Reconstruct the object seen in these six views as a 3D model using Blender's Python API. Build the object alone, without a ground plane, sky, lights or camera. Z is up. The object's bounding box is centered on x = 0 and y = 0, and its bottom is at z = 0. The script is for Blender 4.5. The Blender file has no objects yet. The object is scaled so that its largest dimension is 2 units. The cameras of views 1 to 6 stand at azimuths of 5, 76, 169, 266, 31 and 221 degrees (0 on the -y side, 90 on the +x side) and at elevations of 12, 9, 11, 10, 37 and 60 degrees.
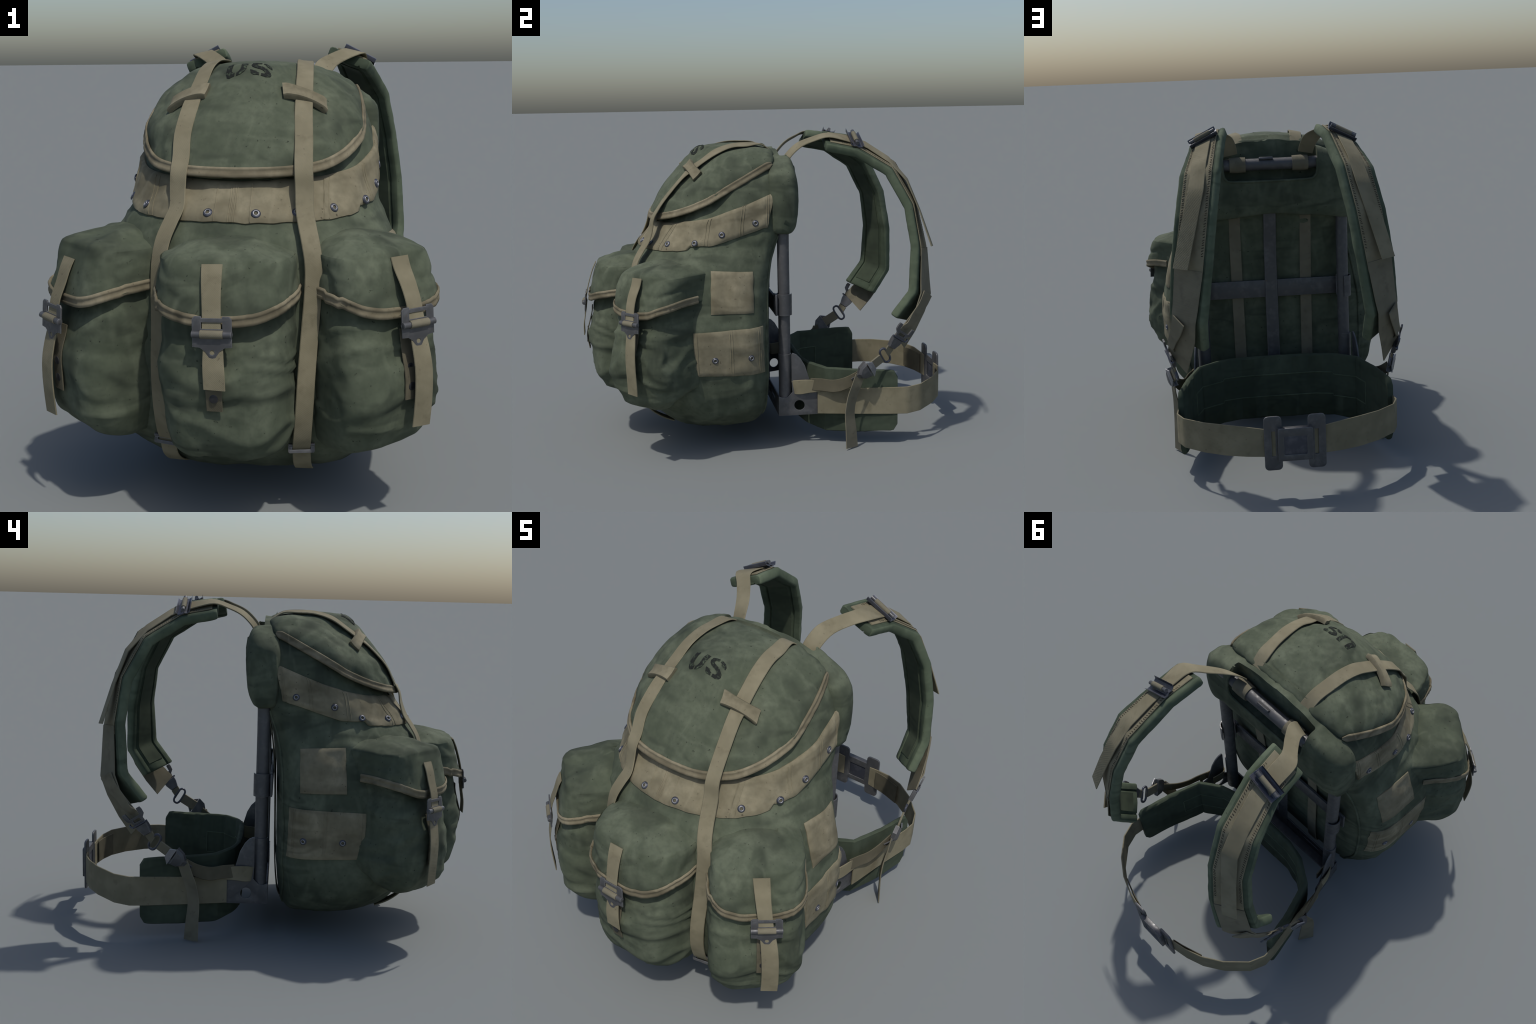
import bpy, bmesh, math, random
from mathutils import Vector as V, Matrix, noise
from mathutils.bvhtree import BVHTree

random.seed(7)
YAW = math.radians(-5.5)            # the pack stands turned a little
# =====================================================================
#  MATERIALS
# =====================================================================
def new_mat(name):
    m = bpy.data.materials.new(name); m.use_nodes = True
    nt = m.node_tree; nt.nodes.clear()
    out = nt.nodes.new('ShaderNodeOutputMaterial')
    b = nt.nodes.new('ShaderNodeBsdfPrincipled')
    nt.links.new(b.outputs[0], out.inputs[0])
    return m, nt, b

def tex_noise(nt, vec, scale, detail=3.0, rough=0.55, dist=0.0):
    n = nt.nodes.new('ShaderNodeTexNoise')
    n.inputs['Scale'].default_value = scale
    n.inputs['Detail'].default_value = detail
    n.inputs['Roughness'].default_value = rough
    n.inputs['Distortion'].default_value = dist
    nt.links.new(vec, n.inputs['Vector'])
    return n.outputs['Fac']

def ramp(nt, fac, a, b, ca=0.0, cb=1.0):
    r = nt.nodes.new('ShaderNodeMapRange')
    r.inputs['From Min'].default_value = a; r.inputs['From Max'].default_value = b
    r.inputs['To Min'].default_value = ca; r.inputs['To Max'].default_value = cb
    r.interpolation_type = 'SMOOTHSTEP'
    nt.links.new(fac, r.inputs['Value'])
    return r.outputs['Result']

def mix(nt, fac, a, b):
    m = nt.nodes.new('ShaderNodeMix'); m.data_type = 'RGBA'
    for sock, val in ((m.inputs[0], fac), (m.inputs[6], a), (m.inputs[7], b)):
        if isinstance(val, (int, float)): sock.default_value = val
        elif isinstance(val, tuple): sock.default_value = val + (1.0,)
        else: nt.links.new(val, sock)
    return m.outputs[2]

def coords(nt, scale=(1, 1, 1), rot=(0, 0, 0)):
    tc = nt.nodes.new('ShaderNodeTexCoord'); mp = nt.nodes.new('ShaderNodeMapping')
    mp.inputs['Scale'].default_value = scale; mp.inputs['Rotation'].default_value = rot
    nt.links.new(tc.outputs['Object'], mp.inputs['Vector'])
    return mp.outputs[0]

def bump(nt, bsdf, h, strength, dist):
    b = nt.nodes.new('ShaderNodeBump')
    b.inputs['Strength'].default_value = strength; b.inputs['Distance'].default_value = dist
    nt.links.new(h, b.inputs['Height']); nt.links.new(b.outputs[0], bsdf.inputs['Normal'])

def cloth(name, base, light, dark, speck, speck_amt=0.75, weave=900.0, streak=(1.0, 1.0, 0.45), rough=0.9):
    """washed canvas: broad faded and dusky clouds, vertical streaks, dark specks, weave grain"""
    m, nt, b = new_mat(name)
    v = coords(nt); vs = coords(nt, streak)
    c = mix(nt, ramp(nt, tex_noise(nt, vs, 8.0, 3.0, 0.5, 0.6), 0.42, 0.74), base, light)
    c = mix(nt, ramp(nt, tex_noise(nt, v, 4.3, 4.0, 0.6, 0.6), 0.50, 0.72, 0.0, 0.75), c, dark)
    # worn folds plus painted fold highlights and shading: ridged streaks mostly across the cloth
    for sc, off, col, amt in (((2.6, 2.6, 6.5), 3.1, light, 0.50), ((2.2, 2.2, 7.5), 8.7, dark, 0.60), ((6.0, 6.0, 2.0), 5.3, light, 0.35)):
        vr = coords(nt, sc); ad = nt.nodes.new('ShaderNodeVectorMath'); ad.operation = 'ADD'; ad.inputs[1].default_value = (off, off * .7, off * 1.3)
        nt.links.new(vr, ad.inputs[0])
        n1 = tex_noise(nt, ad.outputs[0], 1.3, 2.0, 0.45, 0.5)
        sb = nt.nodes.new('ShaderNodeMath'); sb.operation = 'SUBTRACT'; sb.inputs[1].default_value = 0.5; nt.links.new(n1, sb.inputs[0])
        ab = nt.nodes.new('ShaderNodeMath'); ab.operation = 'ABSOLUTE'; nt.links.new(sb.outputs[0], ab.inputs[0])
        m1 = ramp(nt, ab.outputs[0], 0.0, 0.11, 1.0, 0.0)
        m2 = ramp(nt, tex_noise(nt, ad.outputs[0], 0.9, 2.0), 0.42, 0.62, 0.0, amt)
        mm = nt.nodes.new('ShaderNodeMath'); mm.operation = 'MULTIPLY'; nt.links.new(m1, mm.inputs[0]); nt.links.new(m2, mm.inputs[1])
        c = mix(nt, mm.outputs[0], c, col)
    c = mix(nt, ramp(nt, tex_noise(nt, v, 38.0, 4.0, 0.65), 0.35, 0.75, 0.0, 0.30), c, dark)
    sp = ramp(nt, tex_noise(nt, v, 62.0, 2.0, 0.5), 0.69, 0.76, 0.0, speck_amt)
    c = mix(nt, sp, c, speck)
    nt.links.new(c, b.inputs['Base Color'])
    b.inputs['Roughness'].default_value = rough
    b.inputs['Specular IOR Level'].default_value = 0.18
    bump(nt, b, tex_noise(nt, v, weave, 1.0, 0.5), 0.18, 0.002)
    return m

def webbing(name, base, light, dark, speck, speck_amt=0.5):
    """woven strap: diagonal twill rib, random lighter and darker patches, small stains"""
    m, nt, b = new_mat(name)
    v = coords(nt)
    c = mix(nt, ramp(nt, tex_noise(nt, v, 9.0, 3.0, 0.55), 0.35, 0.7), base, light)
    c = mix(nt, ramp(nt, tex_noise(nt, v, 16.0, 4.0, 0.6), 0.52, 0.75, 0.0, 0.55), c, dark)
    c = mix(nt, ramp(nt, tex_noise(nt, v, 70.0, 2.0, 0.5), 0.70, 0.77, 0.0, speck_amt), c, speck)
    nt.links.new(c, b.inputs['Base Color'])
    w = nt.nodes.new('ShaderNodeTexWave'); w.wave_type = 'BANDS'; w.bands_direction = 'DIAGONAL'
    w.inputs['Scale'].default_value = 95.0; w.inputs['Distortion'].default_value = 0.4
    nt.links.new(v, w.inputs['Vector'])
    b.inputs['Roughness'].default_value = 0.88
    b.inputs['Specular IOR Level'].default_value = 0.2
    bump(nt, b, w.outputs['Fac'], 0.16, 0.0012)
    return m

def metal(name, base, light, rust, rust_lo=0.66, rough=0.45, metallic=0.35, spec=0.5):
    """worn painted steel: scuffs, scratches, small rust blooms"""
    m, nt, b = new_mat(name)
    v = coords(nt)
    c = mix(nt, ramp(nt, tex_noise(nt, v, 22.0, 4.0, 0.65), 0.45, 0.75), base, light)
    c = mix(nt, ramp(nt, tex_noise(nt, v, 11.0, 5.0, 0.7, 0.5), rust_lo, rust_lo + 0.08, 0.0, 0.8), c, rust)
    # paint rubbed off along the edges
    bv = nt.nodes.new('ShaderNodeBevel'); bv.samples = 4; bv.inputs['Radius'].default_value = 0.0035
    ge = nt.nodes.new('ShaderNodeNewGeometry'); dt = nt.nodes.new('ShaderNodeVectorMath'); dt.operation = 'DOT_PRODUCT'
    nt.links.new(bv.outputs[0], dt.inputs[0]); nt.links.new(ge.outputs['Normal'], dt.inputs[1])
    ew = ramp(nt, dt.outputs['Value'], 0.86, 0.985, 0.55, 0.0)
    c = mix(nt, ew, c, tuple(min(1.0, x * 2.4) for x in light))
    nt.links.new(c, b.inputs['Base Color'])
    b.inputs['Metallic'].default_value = metallic
    b.inputs['Specular IOR Level'].default_value = spec
    nt.links.new(ramp(nt, tex_noise(nt, v, 60.0, 3.0), 0.3, 0.7, rough - 0.1, rough + 0.12), b.inputs['Roughness'])
    return m

GREEN = cloth('canvas_green', (0.075, 0.090, 0.060), (0.126, 0.144, 0.099), (0.037, 0.045, 0.032), (0.020, 0.024, 0.017))
PAD_GREEN = cloth('pad_nylon_green', (0.060, 0.080, 0.053), (0.086, 0.110, 0.073), (0.038, 0.051, 0.034), (0.02, 0.025, 0.017), 0.5, 1200.0)
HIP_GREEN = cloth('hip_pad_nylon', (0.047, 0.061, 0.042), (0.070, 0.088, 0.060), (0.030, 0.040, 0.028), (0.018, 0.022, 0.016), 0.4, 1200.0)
PAD_EDGE = cloth('pad_binding_green', (0.088, 0.113, 0.074), (0.130, 0.158, 0.106), (0.058, 0.076, 0.050), (0.03, 0.035, 0.025), 0.5)
PAD_PANEL = cloth('pad_panel_green', (0.048, 0.062, 0.041), (0.065, 0.080, 0.052), (0.034, 0.044, 0.030), (0.018, 0.022, 0.016), 0.4)
TAN = cloth('canvas_tan', (0.190, 0.170, 0.113), (0.275, 0.247, 0.168), (0.105, 0.093, 0.060), (0.055, 0.045, 0.03), 0.7, 800.0, (1, 1, 0.7))
HEM = cloth('hem_tape_tan', (0.180, 0.158, 0.104), (0.265, 0.232, 0.158), (0.085, 0.073, 0.048), (0.06, 0.05, 0.03), 0.5, 700.0, (1, 1, 1))
STRAP = webbing('strap_webbing_tan', (0.180, 0.161, 0.105), (0.224, 0.201, 0.134), (0.132, 0.117, 0.075), (0.07, 0.055, 0.04))
STRAP_OLIVE = webbing('strap_webbing_olive', (0.150, 0.138, 0.098), (0.185, 0.168, 0.12), (0.105, 0.095, 0.068), (0.05, 0.045, 0.03))
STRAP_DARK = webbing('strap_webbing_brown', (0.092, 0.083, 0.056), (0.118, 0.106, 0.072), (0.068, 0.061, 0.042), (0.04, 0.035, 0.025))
STEEL = metal('steel_painted_grey', (0.082, 0.083, 0.086), (0.122, 0.123, 0.127), (0.14, 0.066, 0.028))
STEEL_BLUE = metal('steel_blued', (0.060, 0.064, 0.082), (0.105, 0.110, 0.130), (0.10, 0.06, 0.03), 0.74, 0.38, 0.5)
TUBE = metal('frame_tube_steel', (0.088, 0.088, 0.091), (0.122, 0.121, 0.122), (0.15, 0.07, 0.03), 0.68, 0.5, 0.25)
BRIGHT = metal('steel_bare', (0.22, 0.22, 0.23), (0.32, 0.32, 0.33), (0.15, 0.10, 0.06), 0.76, 0.45, 0.6)
BLACK = metal('snap_black', (0.018, 0.018, 0.020), (0.03, 0.03, 0.032), (0.03, 0.02, 0.015), 0.8, 0.5, 0.2)
THREAD = cloth('seam_thread_dark', (0.045, 0.038, 0.026), (0.06, 0.05, 0.035), (0.03, 0.025, 0.018), (0.02, 0.02, 0.015), 0.2)
GREEN_EDGE = cloth('seam_piping_green', (0.080, 0.104, 0.068), (0.11, 0.138, 0.09), (0.05, 0.066, 0.043), (0.03, 0.035, 0.025), 0.2)

def ink_material():
    m, nt, b = new_mat('stencil_ink')
    v = coords(nt)
    f = ramp(nt, tex_noise(nt, v, 75.0, 4.0, 0.7), 0.50, 0.66, 0.0, 0.75)
    c = mix(nt, f, (0.016, 0.018, 0.016), (0.085, 0.112, 0.070))
    nt.links.new(c, b.inputs['Base Color']); b.inputs['Roughness'].default_value = 0.9
    b.inputs['Specular IOR Level'].default_value = 0.15
    return m
INK = ink_material()

# =====================================================================
#  MESH HELPERS
# =====================================================================
root = bpy.data.objects.new('field_backpack', None)
root.empty_display_size = 0.3
bpy.context.collection.objects.link(root)
root.location = (0.058, 0.0, 0.0)
root.rotation_euler = (0, 0, YAW)
root['label'] = 'green canvas military rucksack with tan straps and steel frame'
root['category'] = 'backpack'

def mk(name, verts, faces, mat, parent=None, angle=40.0, kind=None, side=1, recalc=True):
    me = bpy.data.meshes.new(name)
    vs = [(p[0] * side, p[1], p[2]) for p in verts]
    fs = [tuple(reversed(f)) for f in faces] if side < 0 else faces
    me.from_pydata(vs, [], fs)
    bm = bmesh.new(); bm.from_mesh(me)
    bmesh.ops.remove_doubles(bm, verts=bm.verts, dist=1e-6)
    if recalc: bmesh.ops.recalc_face_normals(bm, faces=bm.faces)
    bm.to_mesh(me); bm.free()
    me.shade_smooth()
    if angle < 180: me.set_sharp_from_angle(angle=math.radians(angle))
    me.materials.append(mat)
    o = bpy.data.objects.new(name, me)
    bpy.context.collection.objects.link(o)
    o.parent = parent or root
    if kind: o['kind'] = kind
    return o

def lerp(a, b, t): return a + (b - a) * t

def curve1(tab, x):
    """smooth (monotone-ish cubic) interpolation of a table [(x, v), ...]"""
    n = len(tab)
    if x <= tab[0][0]: return tab[0][1]
    if x >= tab[-1][0]: return tab[-1][1]
    for i in range(n - 1):
        x0, v0 = tab[i]; x1, v1 = tab[i + 1]
        if x <= x1:
            def slope(j):
                if j <= 0 or j >= n - 1:
                    k = min(max(j, 0), n - 2) if j <= 0 else n - 2
                    return (tab[k + 1][1] - tab[k][1]) / (tab[k + 1][0] - tab[k][0])
                a = (tab[j][1] - tab[j - 1][1]) / (tab[j][0] - tab[j - 1][0])
                b = (tab[j + 1][1] - tab[j][1]) / (tab[j + 1][0] - tab[j][0])
                if a * b <= 0: return 0.0
                return 2 * a * b / (a + b)
            h = x1 - x0; t = (x - x0) / h
            m0, m1 = slope(i) * h, slope(i + 1) * h
            return ((2*t**3 - 3*t*t + 1) * v0 + (t**3 - 2*t*t + t) * m0
                    + (-2*t**3 + 3*t*t) * v1 + (t**3 - t*t) * m1)

def catmull(pts, per):
    out = []
    n = len(pts)
    for i in range(n - 1):
        p0 = pts[max(i - 1, 0)]; p1 = pts[i]; p2 = pts[i + 1]; p3 = pts[min(i + 2, n - 1)]
        for k in range(per):
            t = k / per
            out.append(0.5 * ((2 * p1) + (p2 - p0) * t + (2*p0 - 5*p1 + 4*p2 - p3) * t*t + (3*p1 - p0 - 3*p2 + p3) * t**3))
    out.append(pts[-1].copy())
    return out

def linear(pts, per):
    out = []
    for i in range(len(pts) - 1):
        for k in range(per): out.append(pts[i].lerp(pts[i + 1], k / per))
    out.append(pts[-1].copy()); return out

def loft(rings, cap=True, closed=True):
    n = len(rings[0]); vs = [p for r in rings for p in r]; fs = []
    m = n if closed else n - 1
    for i in range(len(rings) - 1):
        for j in range(m):
            a = i * n + j; b = i * n + (j + 1) % n
            fs.append((a, b, b + n, a + n))
    if cap:
        fs.append(tuple(range(n))[::-1]); fs.append(tuple(range((len(rings) - 1) * n, len(rings) * n)))
    return vs, fs

def strip(edges, thick, wave=0.0, seed=0):
    """flat strap through (left, right) edge pairs, with thickness along its own normal"""
    rings = []
    n = len(edges)
    for i, (a, b) in enumerate(edges):
        c0 = (edges[max(i-1, 0)][0] + edges[max(i-1, 0)][1]) / 2
        c1 = (edges[min(i+1, n-1)][0] + edges[min(i+1, n-1)][1]) / 2
        t = (c1 - c0)
        if t.length < 1e-9: t = V((0, 0, 1))
        nn = t.normalized().cross((b - a).normalized())
        if nn.length < 1e-6: nn = V((0, -1, 0))
        nn.normalize()
        h = nn * thick / 2
        w = (b - a); e = w.normalized() * min(thick * 0.35, w.length * 0.2)
        off = nn * wave * noise.noise(((a + b) / 2) * 9.0 + V((seed, 0, 0))) if wave else V((0, 0, 0))
        rings.append([a + off - h + e, a + off, a + off + h + e, b + off + h - e, b + off, b + off - h - e])
    return loft(rings)

def ribbon(path, widthdirs, width, thick, per=6, smooth=True, wave=0.0, seed=0):
    pts = [V(p) for p in path]
    if isinstance(widthdirs, tuple): widthdirs = [widthdirs] * len(pts)
    if isinstance(width, (int, float)): width = [width] * len(pts)
    L = [p - V(d).normalized() * w / 2 for p, d, w in zip(pts, widthdirs, width)]
    R = [p + V(d).normalized() * w / 2 for p, d, w in zip(pts, widthdirs, width)]
    f = catmull if smooth else linear
    return strip(list(zip(f(L, per), f(R, per))), thick, wave, seed)

def tube(path, r, seg=16, cap=True):
    rings = []; n = len(path)
    up = None
    for i, p in enumerate(path):
        t = (path[min(i+1, n-1)] - path[max(i-1, 0)]).normalized()
        if up is None:
            up = t.orthogonal().normalized()
        up = (up - t * up.dot(t)).normalized()
        s = t.cross(up)
        rr = r[i] if isinstance(r, (list, tuple)) else r
        rings.append([p + (up * math.cos(2*math.pi*k/seg) + s * math.sin(2*math.pi*k/seg)) * rr for k in range(seg)])
    return loft(rings, cap)

def plate(outer, holes, thick, origin, ex, ey, bevel=0.0015):
    """flat stamped plate: 2D outline with holes, extruded and bevelled, set in a frame"""
    cu = bpy.data.curves.new('tmp', 'CURVE'); cu.dimensions = '2D'; cu.fill_mode = 'BOTH'
    cu.extrude = max(thick / 2 - bevel, 0.0002); cu.bevel_depth = bevel; cu.bevel_resolution = 1
    for loop in [outer] + holes:
        sp = cu.splines.new('POLY'); sp.points.add(len(loop) - 1); sp.use_cyclic_u = True
        for pt, (x, y) in zip(sp.points, loop): pt.co = (x, y, 0, 1)
    ob = bpy.data.objects.new('tmp', cu); bpy.context.collection.objects.link(ob)
    dg = bpy.context.evaluated_depsgraph_get(); dg.update()
    me = bpy.data.meshes.new_from_object(ob.evaluated_get(dg))
    ex = V(ex).normalized(); ey = V(ey); ey = (ey - ex * ey.dot(ex)).normalized(); ez = ex.cross(ey)
    o = V(origin)
    vs = [o + ex * q.co.x + ey * q.co.y + ez * q.co.z for q in me.vertices]
    fs = [tuple(p.vertices) for p in me.polygons]
    bpy.data.objects.remove(ob); bpy.data.curves.remove(cu); bpy.data.meshes.remove(me)
    return vs, fs

def circle(cx, cy, r, n=20): return [(cx + r*math.cos(2*math.pi*k/n), cy + r*math.sin(2*math.pi*k/n)) for k in range(n)]
def rect(x0, y0, x1, y1, r=0.0, n=4):
    if r <= 0: return [(x0, y0), (x1, y0), (x1, y1), (x0, y1)]
    out = []
    for cx, cy, a0 in ((x1-r, y0+r, -90), (x1-r, y1-r, 0), (x0+r, y1-r, 90), (x0+r, y0+r, 180)):
        for k in range(n + 1):
            a = math.radians(a0 + 90 * k / n); out.append((cx + r*math.cos(a), cy + r*math.sin(a)))
    return out

def join(*parts):
    vs, fs = [], []
    for v, f in parts:
        o = len(vs); vs += list(v); fs += [tuple(i + o for i in q) for q in f]
    return vs, fs

def box(c, hx, hy, hz, ex=(1, 0, 0), ey=(0, 1, 0)):
    ex = V(ex).normalized(); ey = V(ey); ey = (ey - ex*ey.dot(ex)).normalized(); ez = ex.cross(ey)
    return plate(rect(-hx, -hy, hx, hy, min(hx, hy)*0.25, 2), [], 2*hz, c, ex, ey, min(hx, hy, hz)*0.3)

def fold(p, s, seed):
    """cloth relief: soft billows, long creased folds, small puckers"""
    q = V((p[0]*s[0], p[1]*s[1], p[2]*s[2])) + V((seed*3.7, seed*1.3, seed*2.1))
    w = V((noise.noise(q * .8), noise.noise(q * .8 + V((9, 3, 1))), noise.noise(q * .8 + V((4, 7, 2))))) * 0.6
    a = noise.noise(q + w)
    r1 = 1.0 - abs(noise.noise((q + w) * 1.25 + V((1.7, 8.3, 4.4)))) * 3.0      # sharp ridges
    r2 = 1.0 - abs(noise.noise((q + w) * 2.1 + V((6.2, 1.1, 3.9)))) * 3.0
    b = noise.noise(q * 3.1 + V((5.1, 2.2, 9.7)))
    return 0.60 * a + 0.42 * (max(r1, 0.0) - 0.42) + 0.10 * (max(r2, 0.0) - 0.4) + 0.05 * b

def displace(vs, fs, amp, scale, seed, keep=None):
    """push vertices along their normals by the cloth relief"""
    nrm = [V((0, 0, 0)) for _ in vs]
    for f in fs:
        if len(f) > 8: continue
        a, b, c = vs[f[0]], vs[f[1]], vs[f[2]]
        n = (b - a).cross(c - a)
        for i in f: nrm[i] += n
    out = []
    for i, p in enumerate(vs):
        n = nrm[i]
        if n.length < 1e-12: out.append(p); continue
        k = 1.0 if keep is None else keep(p)
        out.append(p + n.normalized() * amp * k * fold(p, scale, seed))
    return out

# =====================================================================
#  MAIN BAG  - horizontal sections, boxy at the back, round at the front
# =====================================================================
W_TAB = [(.105, .30), (.115, .36), (.14, .435), (.18, .487), (.25, .540), (.35, .578), (.44, .591), (.53, .597), (.60, .597),
         (.67, .594), (.755, .577), (.87, .547), (.96, .516), (1.02, .488), (1.08, .460), (1.15, .450), (1.22, .441), (1.30, .434), (1.38, .412), (1.44, .375), (1.48, .32), (1.50, .2)]
YB_TAB = [(.105, -.14), (.12, -.088), (.18, -.050), (.25, -.04), (.40, -.03), (.80, -.022), (.95, -.005), (1.05, .015), (1.15, .04), (1.50, .03)]
YF_TAB = [(.105, -.45), (.12, -.56), (.15, -.62), (.20, -.665), (.28, -.71), (.40, -.74), (.55, -.75), (.80, -.755), (.92, -.752), (.98, -.735),
          (1.05, -.685), (1.09, -.655), (1.16, -.603), (1.22, -.555), (1.30, -.50), (1.38, -.44), (1.44, -.38), (1.50, -.20)]
YC_TAB = [(.105, -.26), (.20, -.27), (.32, -.37), (.60, -.41), (.90, -.37), (1.08, -.27), (1.20, -.21), (1.30, -.13), (1.50, -.08)]
NF_TAB = [(.105, 2.2), (.3, 2.5), (.5, 2.45), (.75, 2.25), (.9, 2.2), (1.08, 2.05), (1.5, 2.0)]
NB_TAB = [(.105, 3.2), (.3, 5.0), (.6, 4.7), (1.0, 5.0), (1.15, 7.0), (1.5, 7.0)]

def bag_point(th, z):
    """th = 0 at the middle of the back, pi at the middle of the front"""
    w = curve1(W_TAB, z); yb = curve1(YB_TAB, z); yf = curve1(YF_TAB, z); yc = curve1(YC_TAB, z)
    sn, cs = math.sin(th), math.cos(th)
    if cs >= 0: e = 2 / curve1(NB_TAB, z); b = yb - yc
    else: e = 2 / curve1(NF_TAB, z); b = yc - yf
    x = w * math.copysign(abs(sn) ** e, sn)
    y = yc + b * math.copysign(abs(cs) ** e, cs)
    return V((x, y, z))

zs = [.105, .107, .111, .117, .125] + [.14 + i * (1.50 - .14) / 120 for i in range(121)]
NT = 128
rings = [[bag_point(2*math.pi*k/NT, z) for k in range(NT)] for z in zs]
bag_v, bag_f = loft(rings)
bag_f = [tuple(reversed(q)) for q in bag_f]
def bag_keep(p):                    # keep the back panel flat against the frame
    return 0.25 if p[1] > -0.06 else 1.0
bag_v = displace(bag_v, bag_f, 0.016, (5.5, 5.5, 3.4), 1, bag_keep)
main_bag = mk('main_bag', bag_v, bag_f, GREEN, angle=180)
BAG = BVHTree.FromPolygons([tuple(v) for v in bag_v], bag_f)

def on_bag(y, z, off=0.0, side=1):
    """point on the bag's flank for a given y, z"""
    hit = BAG.ray_cast(V((1.5 * side, y, z)), V((-side, 0, 0)))
    return hit[0] + hit[1] * off, hit[1]

# side seam ridges running down near the back corners
for sd in (1, -1):
    path = []
    for i in range(60):
        z = lerp(.17, 1.12, i / 59)
        p = bag_point(math.radians(38), z)
        h = BAG.find_nearest(V((p.x * sd, p.y, p.z)))
        path.append(h[0] + h[1] * 0.001)
    v, f = tube(path, 0.0075, 8)
    mk('side_seam', v, f, GREEN, main_bag, 60)

# ---- tan collar band with eyelets -----------------------------------
BAND_BOT = [(-.70, 1.048), (-.60, 1.052), (-.50, 1.060), (-.455, 1.066), (-.435, 1.083), (-.35, 1.084), (-.26, 1.105), (-.10, 1.155), (0.0, 1.182)]
BAND_TOP = [(-.70, 1.172), (-.60, 1.178), (-.45, 1.198), (-.34, 1.222), (-.20, 1.268), (0.0, 1.346)]
def band_edge(th, tab):
    z = 1.1
    for _ in range(12): z = curve1(tab, bag_point(th, z).y)
    return z
th0 = math.radians(62)
while bag_point(th0, 1.26).y > -0.022: th0 += 0.002
cols = []
NB = 150
for i in range(NB + 1):
    th = lerp(th0, 2*math.pi - th0, i / NB)
    zb, zt = band_edge(th, BAND_BOT), band_edge(th, BAND_TOP)
    zb += 0.003 * noise.noise(V((th * 9, 0, 3)))
    col_o, col_i = [], []
    for j in range(13):
        z = lerp(zb, zt, j / 12)
        p = bag_point(th, z); h = BAG.find_nearest(p)
        bulge = 0.013 + 0.006 * noise.noise(V((th * 6, z * 14, 2.0)))
        if j in (0, 12) or i in (0, NB): bulge = 0.006
        col_o.append(h[0] + h[1] * bulge); col_i.append(h[0] - h[1] * 0.006)
    cols.append(col_o + col_i[::-1])
v, f = loft(cols)
band = mk('collar_band', v, f, TAN, main_bag, 50)
BAND = BVHTree.FromPolygons([tuple(p) for p in v], [q for q in f if len(q) <= 4])

# stitched seams across the band
seam_parts = []
for yv in (-.035, -.047, -.165, -.178, -.335, -.350, -.505, -.517, -.60, -.61):
    for sd in (1, -1):
        th = th0
        while th < math.pi - 0.01 and bag_point(th, 1.16).y > yv: th += 0.004
        if sd < 0: th = 2*math.pi - th
        zb, zt = band_edge(th, BAND_BOT), band_edge(th, BAND_TOP)
        pth = []
        for j in range(10):
            zz = lerp(zb + .006, zt - .004, j / 9); p = bag_point(th, zz); p.y = lerp(p.y, yv, .8) if yv > -.45 else p.y; h = BAND.find_nearest(p * 1.0 + V((p.x, p.y, 0)).normalized() * 0.02)
            pth.append(h[0])
        seam_parts.append(tube(pth, 0.0024, 6))
for dx in (-.012, .0, .012):
    pth = []
    for j in range(10):
        p = V((dx, bag_point(math.pi, lerp(1.055, 1.165, j / 9)).y - .02, lerp(1.055, 1.165, j / 9))); h = BAND.find_nearest(p); pth.append(h[0])
    seam_parts.append(tube(pth, 0.0024, 6))
v, f = join(*seam_parts)
mk('band_seam', v, f, TAN, band, 60, kind='stuff')

def grommet_mesh():
    prof = [(.0062, -.003), (.0062, .001), (.0085, .0035), (.0115, .0038), (.0155, .0022), (.0172, -.002)]
    n = 24; rings = []
    for k in range(n):
        a = 2*math.pi*k/n
        rings.append([V((r*math.cos(a), r*math.sin(a), h)) for r, h in prof])
    vs = [p for r in rings for p in r]; fs = []; m = len(prof)
    for k in range(n):
        for j in range(m - 1):
            fs.append((k*m + j, ((k+1) % n)*m + j, ((k+1) % n)*m + j + 1, k*m + j + 1))
    me = bpy.data.meshes.new('grommet'); me.from_pydata([tuple(p) for p in vs], [], fs); me.shade_smooth()
    me.materials.append(STEEL_BLUE)
    ring = bpy.data.meshes.new('grommet_rim')
    v, f = tube([V((0.0092*math.cos(2*math.pi*k/20), .0092*math.sin(2*math.pi*k/20), .0034)) for k in range(21)], 0.0020, 8, False)
    ring.from_pydata([tuple(p) for p in v], [], f); ring.shade_smooth(); ring.materials.append(BRIGHT)
    disc = bpy.data.meshes.new('grommet_core')
    v = [(.0075*math.cos(2*math.pi*k/16), .0075*math.sin(2*math.pi*k/16), .001) for k in range(16)]
    disc.from_pydata(v, [], [tuple(range(16))]); disc.materials.append(STRAP_DARK)
    return me, ring, disc
GM, GR, GD = grommet_mesh()
def add_grommet(p, n, parent):
    q = n.to_track_quat('Z', 'Y')
    g = bpy.data.objects.new('grommet', GM)
    for name, me in (('grommet', GM), ('grommet_rim', GR), ('grommet_core', GD)):
        o = bpy.data.objects.new(name, me); bpy.context.collection.objects.link(o)
        o.parent = parent; o.location = p; o.rotation_mode = 'QUATERNION'; o.rotation_quaternion = q
    bpy.data.objects.remove(g)
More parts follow.
